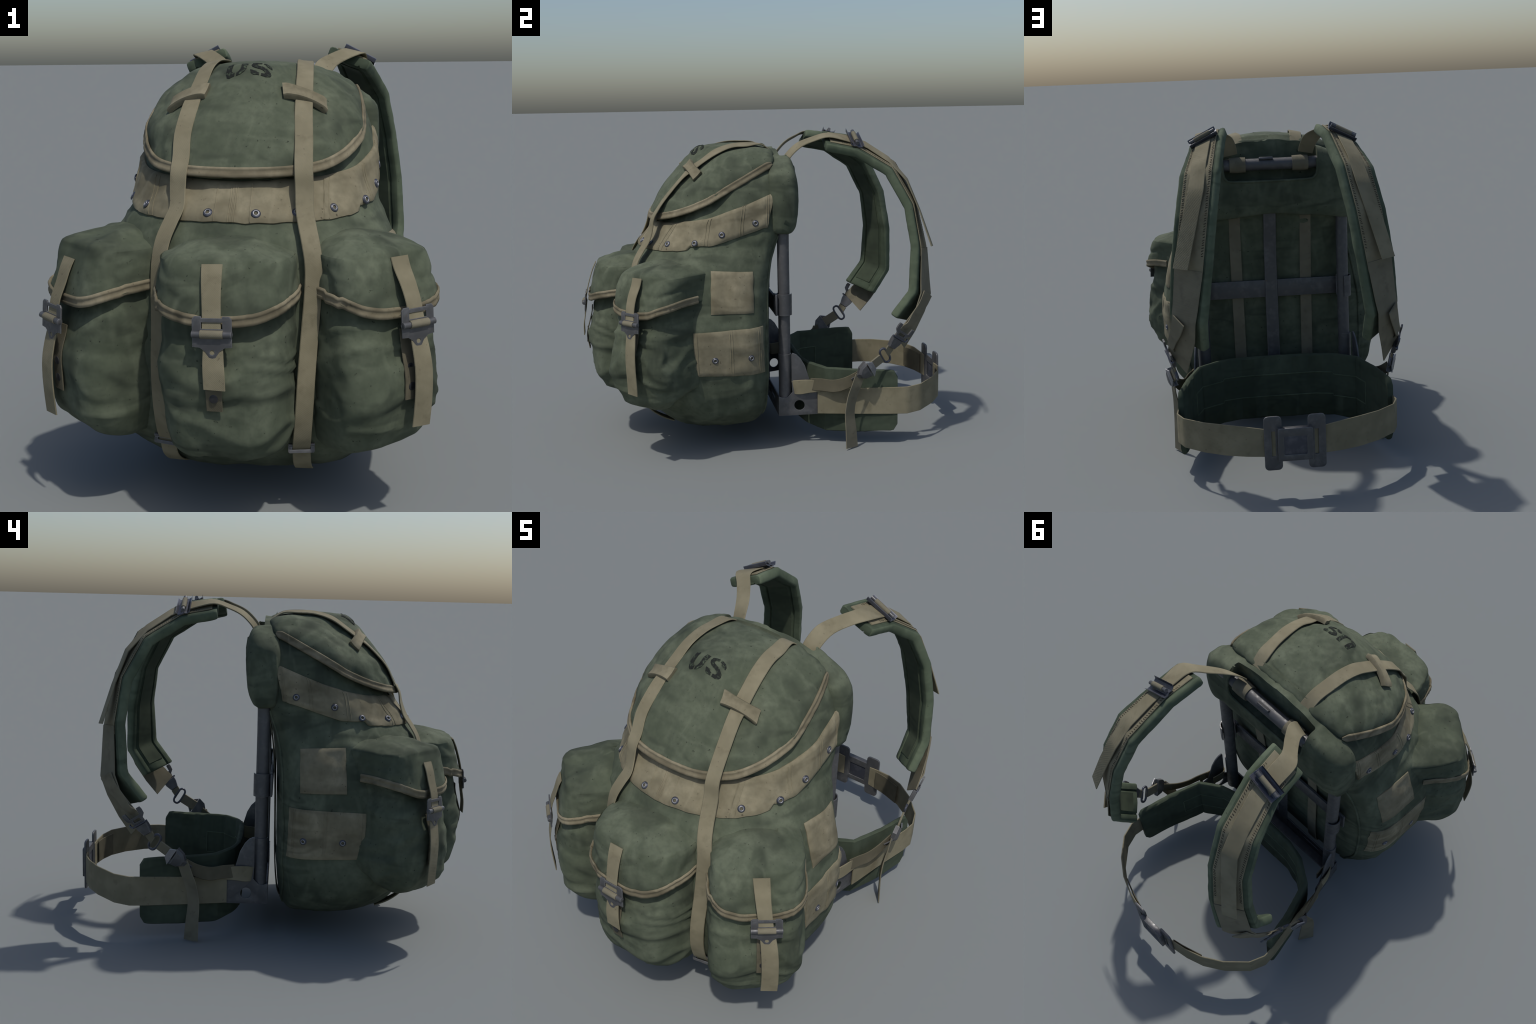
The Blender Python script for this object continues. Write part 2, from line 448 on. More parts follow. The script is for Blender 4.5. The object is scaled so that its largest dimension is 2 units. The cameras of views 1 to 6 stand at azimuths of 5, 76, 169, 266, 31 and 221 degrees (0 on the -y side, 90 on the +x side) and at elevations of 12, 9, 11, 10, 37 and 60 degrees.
for gx, gy, gz in ((.449, -.101, 1.197), (.464, -.276, 1.148), (.423, -.412, 1.109), (.323, -.537, 1.096), (.205, -.612, 1.09), (.079, -.654, 1.09)):
    for sd in (1, -1):
        p = V((gx * sd, gy, gz)); h = BAND.find_nearest(p + V((p.x, p.y * .6, 0)).normalized() * 0.03)
        n = h[1] if h[1].dot(V((p.x, p.y + .2, 0))) > 0 else -h[1]
        add_grommet(h[0] + n * 0.001, n, band)

# ---- flank patches ----------------------------------------------------
def flank_patch(name, ft, bt, bb, fb, side, proud, seed):
    n = 18; outer = []; inner = []
    for i in range(n + 1):
        for j in range(n + 1):
            s, t = i / n, j / n
            y = lerp(lerp(ft[0], bt[0], s), lerp(fb[0], bb[0], s), t); z = lerp(lerp(ft[1], bt[1], s), lerp(fb[1], bb[1], s), t)
            e = min(s, 1 - s, t, 1 - t)
            y += 0.003 * noise.noise(V((z * 20, seed, 0))) * (1 if s in (0, 1) else 0)
            d = proud * min(1.0, e / 0.035 * 0.6 + 0.4) + 0.004 * noise.noise(V((y * 14, z * 14, seed)))
            p, nn = on_bag(y, z, 0.0, side)
            outer.append(p + nn * d); inner.append(p - nn * 0.008)
    vs = outer + inner; fs = []; m = n + 1; o = m * m
    for i in range(n):
        for j in range(n):
            a = i*m + j
            fs.append((a, a + 1, a + m + 1, a + m)); fs.append((o + a, o + a + m, o + a + m + 1, o + a + 1))
    for k in range(n):
        for a, b in ((k, k + 1), (n*m + k, n*m + k + 1), (k*m, (k+1)*m), (k*m + n, (k+1)*m + n)):
            fs.append((a, b, o + b, o + a))
    return mk(name, vs, fs, TAN, main_bag, 40)
for sd in (1, -1):
    flank_patch('square_patch', (-.344, .967), (-.132, .955), (-.138, .753), (-.355, .757), sd, 0.009, 3 + sd)
    lp = flank_patch('side_panel', (-.448, .672), (-.092, .680), (-.084, .436), (-.443, .450), sd, 0.010, 8 + sd)
    tree = BVHTree.FromPolygons([tuple(v.co) for v in lp.data.vertices], [tuple(p.vertices) for p in lp.data.polygons])
    for gy, gz in ((-.342, .529), (-.157, .527)):
        h = tree.ray_cast(V((1.5*sd, gy, gz)), V((-sd, 0, 0)))
        add_grommet(h[0], h[1] if h[1].x*sd > 0 else -h[1], lp)
    parts = []
    for a, b in (((-.254, .672), (-.250, .448)), ((-.266, .672), (-.262, .448)), ((-.430, .668), (-.425, .456)), ((-.108, .676), (-.100, .442)), ((-.118, .676), (-.110, .442))):
        pth = []
        for k in range(14):
            h = tree.ray_cast(V((1.5*sd, lerp(a[0], b[0], k/13), lerp(a[1], b[1], k/13))), V((-sd, 0, 0)))
            if h[0]: pth.append(h[0])
        parts.append(tube(pth, 0.0022, 6))
    v, f = join(*parts)
    mk('panel_seam', v, f, TAN, lp, 60, kind='stuff')

# =====================================================================
#  LID
# =====================================================================
RIM = [(0, .030, 1.553), (.13, .029, 1.546), (.23, .025, 1.525), (.31, .016, 1.502), (.352, .002, 1.487), (.376, -.05, 1.462), (.397, -.14, 1.414), (.407, -.217, 1.373), (.409, -.29, 1.332),
       (.396, -.345, 1.300), (.357, -.44, 1.259), (.296, -.530, 1.230), (.205, -.591, 1.216), (.11, -.618, 1.211), (0, -.624, 1.209)]
half = catmull([V(p) for p in RIM], 8)
rim = half + [V((-p.x, p.y, p.z)) for p in half[-2:0:-1]]
NR = len(rim)
FRONT = [(0, 1), (.166, .988), (.365, .957), (.51, .848), (.673, .645), (.84, .40), (.952, .154), (1, 0)]
LC = V((0, -.17, 1.59))
def lid_ring(rho, grow=0.0):
    out = []
    for p in rim:
        d = V((p.x - LC.x, p.y - LC.y)); a = d.normalized()
        fr = max(0.0, -a.y) ** 1.2
        n = 1.95
        hs = max(0.0, 1 - rho ** n) ** (1 / n)
        h = lerp(hs, curve1(FRONT, rho), fr)
        if a.y < 0: h *= 1 - .10 * 4 * a.x**2 * a.y**2 * 9.48 * rho**3 * (1 - rho)      # shoulders of the lid slope off
        out.append(V((LC.x + d.x * rho, LC.y + d.y * rho, p.z + (LC.z - p.z) * h)))
    return out
rhos = [1 - (1 - i / 44) ** 1.7 for i in range(45)][::-1]
rings = []
rings.append([V((LC.x + (p.x - LC.x) * .84, LC.y + (p.y - LC.y) * .84, p.z + .03)) for p in rim])
rings.append([V((LC.x + (p.x - LC.x) * .93, LC.y + (p.y - LC.y) * .93, p.z - .010)) for p in rim])
rings.append([V((LC.x + (p.x - LC.x) * .985, LC.y + (p.y - LC.y) * .985, p.z - .012)) for p in rim])
for r in rhos[:-1]: rings.append(lid_ring(max(r, 0.0)))
lid_v, lid_f = loft(rings)
lid_v = displace(lid_v, lid_f, 0.015, (6.5, 4.5, 5.0), 5, lambda p: 0.3 if p.z > 1.575 and abs(p.x) < .15 else 1.0)
lid = mk('top_lid', lid_v, lid_f, GREEN, angle=180)
LID = BVHTree.FromPolygons([tuple(p) for p in lid_v], lid_f)

# tan hem round the lid, from back corner to back corner
i0 = next(i for i, p in enumerate(half) if p.y < 0.002 and p.x > .3)
hp = half[i0:] + [V((-p.x, p.y, p.z)) for p in half[i0:-1][::-1]]
rings = []
for i, p in enumerate(hp):
    t = (hp[min(i+1, len(hp)-1)] - hp[max(i-1, 0)]).normalized()
    out = V((p.x - LC.x, p.y - LC.y - .02, 0)).normalized()
    up = V((0, 0, 1)); up = (up - t * up.dot(t)).normalized()
    up = (up - out * 0.30).normalized(); out = t.cross(up).normalized() * (1 if t.cross(up).dot(out) > 0 else -1)
    k = min(1.0, min(i, len(hp) - 1 - i) / 5 + 0.35)
    hh = 0.019 * k; tt = 0.0065 * k
    prof = [(-1, -.3), (-.95, .6), (-.80, .95), (-.35, 1.0), (-.22, .72), (.1, .70), (.38, .74), (.50, 1.0), (.80, .95), (.95, .5), (1, -.2), (.6, -1), (-.6, -1)]
    pk = 0.0028 * noise.noise(p * 45) + 0.0012 * noise.noise(p * 130)
    rings.append([p + up * (a * hh + 0.004) + out * (b * (tt + pk) + 0.003) for a, b in prof])
v, f = loft(rings)
mk('lid_hem', v, f, HEM, lid, 75)

def drop(x, y, off=0.0):
    h = LID.ray_cast(V((x, y, 3.0)), V((0, 0, -1)))
    if h[0] is None: h = LID.find_nearest(V((x, y, 1.25)))
    n = h[1] if h[1].z > 0 else -h[1]
    return h[0] + n * off, n

# stencilled letters, as thin ink shapes lying on the cloth
def letter(polys, x0, w, name):
    vs, fs = [], []
    for poly in polys:
        xs = [p[0] for p in poly]; ys = [p[1] for p in poly]
        bm = bmesh.new()
        bv = [bm.verts.new((p[0], p[1], 0)) for p in poly]; bm.faces.new(bv)
        bmesh.ops.triangulate(bm, faces=bm.faces)
        for _ in range(4): bmesh.ops.subdivide_edges(bm, edges=bm.edges, cuts=1, use_grid_fill=True)
        bmesh.ops.triangulate(bm, faces=bm.faces)
        bm.verts.index_update(); o = len(vs)
        for q in bm.verts:
            x = x0 + q.co.x * w; y = -.394 + q.co.y * .070
            p, n = drop(x, y, 0.0022); vs.append(p)
        for q in bm.faces: fs.append(tuple(o + k.index for k in q.verts))
        bm.free()
    return mk(name, vs, fs, INK, lid, 60, recalc=False)
U_POLY = [[(.0, .30), (.0, 1.0), (.28, 1.0), (.28, .28), (.36, .18), (.44, .16), (.44, 0), (.22, 0), (.08, .10)],
          [(.52, .0), (.52, .16), (.62, .20), (.68, .30), (.68, 1.0), (.96, 1.0), (.96, .30), (.88, .12), (.72, .02)]]
S_POLY = [[(.47, 1.0), (.47, .84), (.30, .80), (.28, .70), (.36, .62), (.75, .50), (.92, .40), (.97, .27), (.92, .12), (.75, .02), (.53, 0), (.53, .15), (.66, .18), (.70, .26), (.62, .34), (.22, .48), (.06, .60), (.0, .74), (.06, .90), (.22, .98)],
          [(.55, 1.0), (.55, .84), (.66, .80), (.70, .70), (.95, .70), (.93, .86), (.80, .97)],
          [(.45, 0), (.45, .15), (.33, .19), (.29, .29), (.0, .29), (.06, .12), (.20, .02)]]
letter(U_POLY, -.078, .078, 'stencil_letter')
letter(S_POLY, .010, .080, 'stencil_letter')

# =====================================================================
#  LONG LID STRAPS, KEEPERS AND BOTTOM BUCKLES
# =====================================================================
SW = 0.064
for sd in (1, -1):
    if sd > 0: xs = [(.158, .028), (.164, -.035), (.173, -.11), (.182, -.19), (.191, -.27), (.200, -.34), (.206, -.40), (.212, -.455), (.224, -.535)]
    else: xs = [(.156, .028), (.158, -.035), (.161, -.11), (.165, -.19), (.170, -.27), (.177, -.34), (.183, -.40), (.188, -.455), (.194, -.535)]
    XL = [.234, .239, .243, .247, .260, .276, .288, .288, .278, .269, .261, .250, .244] if sd > 0 else [.197, .199, .200, .199, .216, .234, .246, .250, .250, .250, .247, .243, .240]
    path = []; wd = []
    for k, (x, y) in enumerate(xs):
        if y > 0.02: path.append(V((x, y, 1.543))); wd.append(V((1, 0, -.15))); continue
        x1, y1 = x, y
        p, n = drop(x1, y1, 0.014 if k > 1 else 0.016)
        path.append(p); w = V((1, 0, 0)); w = (w - n * w.dot(n)); w = (w + V((1, 0, 0)) * .35).normalized(); wd.append(w)
    wd[-1] = wd[-2] = V((1, .10, -.05))
    LOW = [(-.588, 1.262, .12), (-.618, 1.212, .2), (-.630, 1.155, .3), (-.652, 1.095, .42), (-.685, 1.045, .42), (-.715, .990, .40), (-.730, .92, .45), (-.738, .84, .5),
           (-.746, .70, .5), (-.764, .55, .45), (-.762, .42, .4), (-.733, .31, .3), (-.703, .262, .25), (-.675, .200, .2), (-.61, .150, .1), (-.54, .120, 0)]
    XL += [XL[-1] - .002, XL[-1] - .005, XL[-1] - .01]
    low = [((x, y, z), (1, w, 0)) for x, (y, z, w) in zip(XL, LOW)]
    path += [V(p) for p, _ in low]; wd += [V(d) for _, d in low]
    # lift anything that would sink into the bag
    for i in range(len(xs), len(path)):
        h = BAG.find_nearest(path[i])
        if (path[i] - h[0]).dot(h[1]) < 0.010: path[i] = h[0] + h[1] * 0.010
    v, f = ribbon([tuple(p) for p in path], [tuple(w) for w in wd], SW, 0.006, 5)
    s = mk('lid_strap', v, f, STRAP, None, 40, side=sd)
    # keeper loop on the lid
    edges = []
    n = 14
    A0, nA = drop(.133, -.416, .006); B0, nB = drop(.280, -.376, .005)
    dw = V((.16, -.62, -.60)).normalized()          # across the keeper, down the lid
    for i in range(n + 1):
        t = i / n
        c = A0.lerp(B0, t) + (nA + nB).normalized() * (.004 + .014 * math.sin(math.pi * t) ** .6)
        wdt = .026 + 0.006 * (abs(t - .5) * 2) ** 2
        edges.append((c - dw * wdt, c + dw * wdt))
    rings = []
    for i, (a, b) in enumerate(edges):
        t = (edges[min(i+1, n)][0] - edges[max(i-1, 0)][0]).normalized(); w = (b - a).normalized(); nn = w.cross(t).normalized()
        if nn.z < 0: nn = -nn
        c = (a + b) / 2; hw = (b - a).length / 2; k = .85 if i in (0, n) else 1.0
        rings.append([c + w * (hw * u) + nn * (h * k) for u, h in ((-1, -.012), (-1, .006), (-.86, .0125), (-.62, .011), (0, .0085), (.62, .011), (.86, .0125), (1, .006), (1, -.012))])
    v, f = loft(rings)
    mk('strap_keeper', v, f, TAN, lid, 50, side=sd)
    # ladder buckle at the bottom
    v, f = plate(rect(-.045, -.014, .045, .014, .005, 2), [rect(-.034, -.005, .034, .006)], 0.008, (.244, -.708, .262), (1, .25, 0), (0, .35, 1))
    v2, f2 = tube([V((.200, -.716, .274)), V((.288, -.694, .274))], 0.007, 10)
    v, f = join((v, f), (v2, f2))
    mk('ladder_buckle', v, f, STEEL, s, 40, side=sd)

# =====================================================================
#  POCKETS (centre, right, left)
# =====================================================================
D_TAB = [(.262, .06), (.266, .12), (.275, .165), (.29, .200), (.33, .232), (.38, .254), (.45, .270), (.55, .277), (.63, .270), (.70, .252), (.76, .232), (.80, .222), (.98, .19)]
A_TAB = [(.262, .10), (.268, .150), (.28, .185), (.31, .207), (.38, .226), (.50, .232), (.65, .230), (.80, .222), (.98, .20)]
def half_ring(a, d, n, cnt):
    out = []
    for k in range(cnt + 1):
        ph = math.pi * k / cnt
        c, s = math.cos(ph), math.sin(ph)
        out.append((-a * math.copysign(abs(c) ** (2 / n), c), d * abs(s) ** (2 / n)))
    return out

def build_pocket(O, U, N, seed, strap_u, dz, side, ws=1.0, ex_n=2.6, nd=0.0, lean=0.0, belly=0.0):
    O, U, N = V(O), V(U), V(N)
    P = lambda u, n, z: V((O.x + u * U.x + n * N.x, O.y + u * U.y + n * N.y, z))
    CNT = 56
    # --- bag of the pocket
    zs = [.262, .264, .267, .272, .279] + [.29 + i * .012 for i in range(50)]
    rings = []
    for z in zs:
        a, d = curve1(A_TAB, z), curve1(D_TAB, z)
        a *= ws
        hr = half_ring(a, d, ex_n, CNT)
        bl = belly * math.exp(-((z - .46) / .16) ** 2)          # side pockets sag and bulge low down
        hr = [(u * (1 + bl * (1.1 if u > 0 else .25)), n + bl * .12 * min(1, n / .12) + bl * .34 * max(0.0, -u / a) * min(1, n / .12)) for u, n in hr]
        lift = lambda u, n: (belly * 1.0) * max(0.0, min(1.0, u / a)) * max(0.0, 1 - n / max(d, .02) * .75) * max(0.0, 1 - (z - .262) / .22)
        rings.append([P(u, n, z + lift(u, n)) for u, n in hr] + [P(a, -.12, z + lift(a, 0)), P(-a, -.12, z)])
    v, f = loft(rings)
    v = displace(v, f, 0.025, (3.9, 3.9, 7.6), seed)
    pk = mk('pocket', v, f, GREEN, None, 180, side=side)
    tree = BVHTree.FromPolygons([tuple(p) for p in v], f)
    # --- flap: hem line dips at the front, crown closes against the bag
    HZ = [(0, .822), (.12, .812), (.25, .798), (.38, .780), (.5, .768), (.62, .778), (.75, .798), (.88, .812), (1, .826)]
    FD = [(0.0, .268), (.12, .263), (.3, .252), (.5, .243), (.75, .229), (.88, .218), (.94, .2)]
    rings = []
    T = [0, .02, .06] + [.06 + .94 * i / 16 for i in range(1, 17)]
    def flap_ring(t, grow=0.0, dzz=0.0):
        r = []
        for k in range(CNT + 1):
            s = k / CNT
            d = curve1(FD, t * .88) + grow; a = lerp(.241, .224, t ** .7) * ws + grow
            u, n = half_ring(a, d, ex_n + .45, CNT)[k]
            zt = .956
            z = lerp(curve1(HZ, s), zt, t) + dzz
            r.append((u, n, z))
        return r
    inner = flap_ring(0, -.026, .010)
    rings.append(inner)
    for t in T: rings.append(flap_ring(t))
    last = rings[-1]
    for sc, zz in ((.992, .965), (.965, .973), (.90, .979), (.75, .987), (.6, .995), (.42, 1.005), (.2, 1.012), (0, 1.015)):
        rings.append([(u * lerp(sc, 1, .45), n * sc, zz - 0.020 * (abs(u) / .222) ** 3) for u, n, z in last])
    rings.append([(u, -.10, .972) for u, n, z in rings[-1]])
    vs = []; m = CNT + 3                       # the flap's sides run back into the bag
    for r in rings: vs += [P(r[0][0] * .97, -.10, r[0][2])] + [P(u, n, z) for u, n, z in r] + [P(r[-1][0] * .97, -.10, r[-1][2])]
    fs = []
    for i in range(len(rings) - 1):
        for j in range(CNT + 2):
            a = i * m + j; fs.append((a, a + 1, a + m + 1, a + m))
    # orient consistently outward
    vs2 = displace(vs, fs, -0.018, (6.0, 6.0, 8.0), seed + 20)
    fl = mk('pocket_flap', vs2, fs, GREEN, pk, 60, side=side, recalc=False)
    bm = bmesh.new(); bm.from_mesh(fl.data); bmesh.ops.recalc_face_normals(bm, faces=bm.faces)
    bm.to_mesh(fl.data); bm.free()
    ftree = BVHTree.FromPolygons([tuple(p) for p in vs2], fs)
    # --- tan hem tape round the flap edge
    rr = flap_ring(0)
    hr = []
    for k in range(CNT + 1):
        u, n, z = rr[k]
        u0, n0, _ = rr[max(k-1, 0)]; u1, n1, _ = rr[min(k+1, CNT)]
        tu, tn = u1 - u0, n1 - n0; l = math.hypot(tu, tn) or 1; ou, on = -tn / l, tu / l
        if ou * u + on * (n - .05) < 0: ou, on = -ou, -on
        near = V((P(u, n, z + .012))); h = ftree.find_nearest(near); base = h[0]
        o3 = V((ou * U.x + on * N.x, ou * U.y + on * N.y, 0)).normalized()
        pkr = 0.0030 * noise.noise(V((k * .8, seed, 0)))
        prof = [(-.014, -.006), (-.018, .001), (-.016, .006), (-.006, .0062), (-.003, .0042), (.004, .004), (.008, .0045), (.011, .0065), (.017, .006), (.0215, .001), (.014, -.006)]
        hr.append([base + V((0, 0, a - .002)) + o3 * (b + pkr) for a, b in prof])
    v, f = loft(hr)
    mk('flap_hem', v, f, HEM, pk, 75, side=side)
    # --- dark snap strip sewn to the pocket front
    def front(u, z, tr, off):
        st = P(u, .6, z); h = tr.ray_cast(st, V((-N.x, -N.y, 0))); return h[0] + V((N.x, N.y, 0)) * off
    su = strap_u + .012
    zz = [lerp(.72, .485, i / 10) + dz for i in range(11)]
    Nv = V((N.x, N.y, 0)); dep = [max((front(su + q, z, tree, 0) - P(0, 0, z)).dot(Nv) for q in (-.026, 0, .026)) for z in zz]
    for _ in range(2): dep = [(dep[max(i-1, 0)] + 2 * dep[i] + dep[min(i+1, 10)]) / 4 for i in range(11)]
    e = [(P(su - .027, d + .006, z), P(su + .027, d + .006, z)) for d, z in zip(dep, zz)]
    v, f = strip(e, 0.005); sn = mk('snap_strip', v, f, STRAP_DARK, pk, 40, side=side)
    for z in (.592, .530):
        kk = min(range(11), key=lambda i: abs(zz[i] - z - dz)); c = P(su, dep[kk] + .0095, z + dz)
        v, f = tube([c - V((N.x, N.y, 0)) * .004, c + V((N.x, N.y, 0)) * .0005, c + V((N.x, N.y, 0)) * .0018], [.0145, .0145, .012], 16)
        mk('snap', v, f, BLACK, sn, 40, side=side)
    # --- upper strap, buckle, loose strap end
    def pt(u, n, z): return P(u + lean * (.95 - z) / .2, n + nd * min(1.0, max(0.0, (.93 - z) / .1)), z + dz)
    n_top = (front(strap_u, .945 + dz, ftree, .006) - P(0, 0, .945 + dz)).dot(V((N.x, N.y, 0)))
    pts = [(0.0, n_top - .004, .957), (0.001, front(strap_u, .92 + dz, ftree, 0).xy.dot(N.xy) - O.xy.dot(N.xy) + .010, .92),
           (.003, .262, .87), (.006, .276, .82), (.008, .286, .772), (.009, .290, .755)]
    v, f = ribbon([pt(strap_u + a, b, z) for a, b, z in pts], (U.x, U.y, .03), [.070, .068, .064, .062, .062, .062], 0.005, 4)
    mk('pocket_strap', v, f, STRAP, pk, 40, side=side)
    c = pt(strap_u + .011, .291, .735)
    ex = V((U.x, U.y, .02)); ey = V((-N.x * .07, -N.y * .07, 1))
    outer = [(-.063, -.030), (-.040, -.032), (-.022, -.044), (-.010, -.064), (.0, -.067), (.010, -.064), (.022, -.044), (.040, -.032), (.063, -.030),
             (.063, .000), (.066, .010), (.063, .022), (.063, .058), (.056, .066), (.036, .066), (.034, .060), (-.034, .060), (-.036, .066), (-.056, .066), (-.063, .058), (-.063, .022), (-.066, .010), (-.063, .000)]
    v, f = plate(outer, [rect(-.036, .026, .036, .050), circle(0, -.048, .0095)], 0.006, c, ex, ey)
    bk = mk('strap_buckle', v, f, STEEL, pk, 35, side=side)
    exn = ex.normalized(); q = c + ey.normalized() * .011 + V((N.x, N.y, 0)) * .006
    v, f = tube([q - exn * .066, q - exn * .064, q + exn * .064, q + exn * .066], [.008, .011, .011, .008], 14)
    mk('buckle_roller', v, f, STEEL, bk, 40, side=side)
    v, f = tube([q - exn * .037, q + exn * .037], .0135, 14)
    mk('strap_roll', v, f, STRAP_OLIVE, bk, 40, side=side)
    pts = [(.012, .286, .745), (.013, .292, .70), (.016, .302, .655), (.02, .307, .62), (.022, .302, .56)] if side == 0 else \
          [(.012, .284, .745), (.014, .290, .70), (.017, .302, .65), (.018, .312, .59), (.016, .312, .52), (.012, .308, .45), (.006, .305, .392)]
    if long_end(strap_u): pts = [(.012, .284, .745), (.014, .290, .70), (.017, .300, .65), (.018, .309, .59), (.016, .310, .52), (.012, .306, .45), (.006, .302, .392)]
    else: pts = [(.012, .284, .745), (.013, .290, .70), (.014, .298, .655), (.016, .303, .62), (.018, .303, .565)]
    v, f = ribbon([pt(strap_u + a, b, z) for a, b, z in pts], (U.x, U.y, -.03), [.062, .066, .070] + [.072] * (len(pts) - 3), 0.005, 5)
    mk('loose_strap_end', v, f, STRAP, pk, 40, side=side)
    return pk
def long_end(u): return abs(u) > 0.013
r2 = math.sqrt(0.5)
build_pocket((0, -.70), (1, 0), (0, -1), 11, -.012, 0.0, 1, 1.0, 2.75)
SP = dict(O=(.413, -.5450), U=(.78, .626), N=(.626, -.78), ws=.85, ex_n=3.7, nd=.012, lean=.012, belly=.10)
build_pocket(seed=23, strap_u=.016, dz=0.0, side=1, **SP)
build_pocket(seed=37, strap_u=.016, dz=-.036, side=-1, **SP)

# =====================================================================
#  BACK YOKE (padded sleeve that slips over the frame)
# =====================================================================
def yoke_section(x):
    ax = abs(x)
    zt = curve1([(0, 1.560), (.15, 1.547), (.26, 1.520), (.34, 1.490), (.40, 1.452), (.43, 1.425), (.447, 1.40)], ax)
    zb = curve1([(0, 1.172), (.15, 1.162), (.30, 1.146), (.40, 1.132), (.43, 1.132), (.447, 1.16)], ax)
    yb = curve1([(0, .138), (.25, .140), (.37, .136), (.425, .112), (.441, .085), (.447, .06)], ax)
    yf = curve1([(0, -.03), (.30, -.03), (.42, -.028), (.447, -.01)], ax)
    zc, hz = (zt + zb) / 2, (zt - zb) / 2; yc, hy = (yb + yf) / 2, (yb - yf) / 2
    out = []
    for k in range(48):
        a = 2*math.pi*k/48; c, s = math.cos(a), math.sin(a)
        n = 3.9 if s > 0 else 5.0
        out.append(V((x, yc + hy * math.copysign(abs(c) ** (2/n), c) - (0.012 * s if c > 0 and s > 0 else (-.034 * s if c > 0 else 0)) * abs(c), zc + hz * math.copysign(abs(s) ** (2/n), s))))
    return out
xs = [-.447 + .894 * i / 90 for i in range(91)]
v, f = loft([yoke_section(x) for x in xs])
v = displace(v, f, 0.012, (6, 6, 4), 50)
yoke = mk('back_yoke', v, f, GREEN, None, 180)
cut_v, cut_f = plate(rect(-.245, 1.362, .235, 1.75, .045, 5), [], .30, (0, .206, 0), (1, 0, 0), (0, 0, 1), .01)
cutter = mk('cutter', cut_v, cut_f, GREEN, None, 40)
bm_ = yoke.modifiers.new('opening', 'BOOLEAN'); bm_.operation = 'DIFFERENCE'; bm_.object = cutter; bm_.solver = 'EXACT'
dg = bpy.context.evaluated_depsgraph_get(); dg.update()
me = bpy.data.meshes.new_from_object(yoke.evaluated_get(dg)); yoke.modifiers.clear(); yoke.data = me
me.shade_smooth(); me.set_sharp_from_angle(angle=math.radians(50))
bpy.data.objects.remove(cutter)
# piped lip round the opening
yt = BVHTree.FromPolygons([tuple(p) for p in v], f)
lip = []
for (x, z) in [(.242, 1.525), (.242, 1.46), (.242, 1.41), (.236, 1.378), (.218, 1.358), (.19, 1.354), (.1, 1.352), (0, 1.352), (-.1, 1.352), (-.2, 1.354), (-.228, 1.358), (-.246, 1.378), (-.252, 1.41), (-.252, 1.46), (-.252, 1.525)]:
    h = yt.ray_cast(V((x, .5, z)), V((0, -1, 0)))
    if h[0]: lip.append(h[0])
lip = linear(lip, 4)
v, f = tube(lip, 0.0065, 8)
mk('opening_piping', v, f, GREEN, yoke, 60)

# =====================================================================
#  STEEL FRAME
# =====================================================================
tp = [(.382, .046, .225), (.382, .046, .7), (.384, .046, 1.15), (.378, .060, 1.28), (.366, .078, 1.36), (.335, .094, 1.415), (.285, .100, 1.437), (.2, .102, 1.438), (0, .102, 1.438)]
hp_ = catmull([V(p) for p in tp], 6)
full = hp_ + [V((-p.x, p.y, p.z)) for p in hp_[-2::-1]]
v, f = tube(full, 0.031, 20)
frame = mk('frame_tube', v, f, TUBE, None, 40)
v, f = box((.015, .118, 1.466), .035, .012, .006, (1, 0, 0), (0, 1, .6))
mk('tube_clip', v, f, STEEL, frame)
v, f = ribbon([(.004, .012, .19), (.004, .012, .5), (.004, .013, .85), (.004, .026, 1.0), (.003, .050, 1.1), (.003, .070, 1.2)], (1, 0, 0), .068, .010, 4)
mk('frame_bar', v, f, STEEL, frame)
v, f = box((0, .000, .752), .400, .005, .047, (1, 0, 0), (0, 1, 0))
mk('frame_bar', v, f, STEEL, frame)
for sd in (1, -1):
    # clamp sleeve round the tube
    prof = []
    for k in range(15):
        a = math.radians(-150 + 240 * k / 14); prof.append((.386 + .0365*math.cos(a), .046 + .0365*math.sin(a)))
    rings = []
    for (x, y) in prof:
        d = V((x - .386, y - .046)).normalized()
        rings.append([V((x, y, .700)), V((x, y, .812)), V((x + d.x*.005, y + d.y*.005, .812)), V((x + d.x*.005, y + d.y*.005, .700))])
    v, f = loft(rings); mk('tube_clamp', v, f, STEEL, frame, 40, side=sd)
    v, f = box((.392, .0, .757), .032, .004, .055, (1, 0, 0), (0, 1, 0)); mk('clamp_plate', v, f, STEEL, frame, 40, side=sd)
    # backing web strips against the bag
    v, f = ribbon([(.190, .045, 1.17), (.190, .008, 1.0), (.188, -.012, .8), (.186, -.018, .6), (.184, -.022, .4), (.182, -.032, .24), (.18, -.05, .15), (.178, -.10, .12)], (1, 0, 0), .062, .006, 4)
    mk('back_web', v, f, STRAP_OLIVE, main_bag, 40, side=sd)
    # end bracket: stamped plate with wing
    out = [(.008, .160), (.208, .171), (.215, .178), (.214, .302), (.182, .316), (.163, .370), (.145, .430), (.122, .470), (.100, .492), (.082, .499), (.077, .492), (.077, .350), (.080, .288), (.052, .259), (.025, .257), (.008, .263)]
    v, f = plate(out, [circle(.115, .218, .029)], .008, (.412, 0, 0), (.19, 1, 0), (0, 0, 1))
    br = mk('frame_bracket', v, f, STEEL, frame, 35, side=sd)
    # sleeve foot at the tube's base
    v, f = tube([V((.386, .046, .185)), V((.386, .046, .49))], 0.0335, 20); mk('tube_foot', v, f, TUBE, frame, 40, side=sd)
v, f = plate(rect(-.410, .158, .410, .262, .006, 2), [rect(.150, .212, .285, .228, .007, 3), rect(-.285, .212, -.150, .228, .007, 3)], .008, (0, .010, 0), (1, 0, 0), (0, 0, 1))
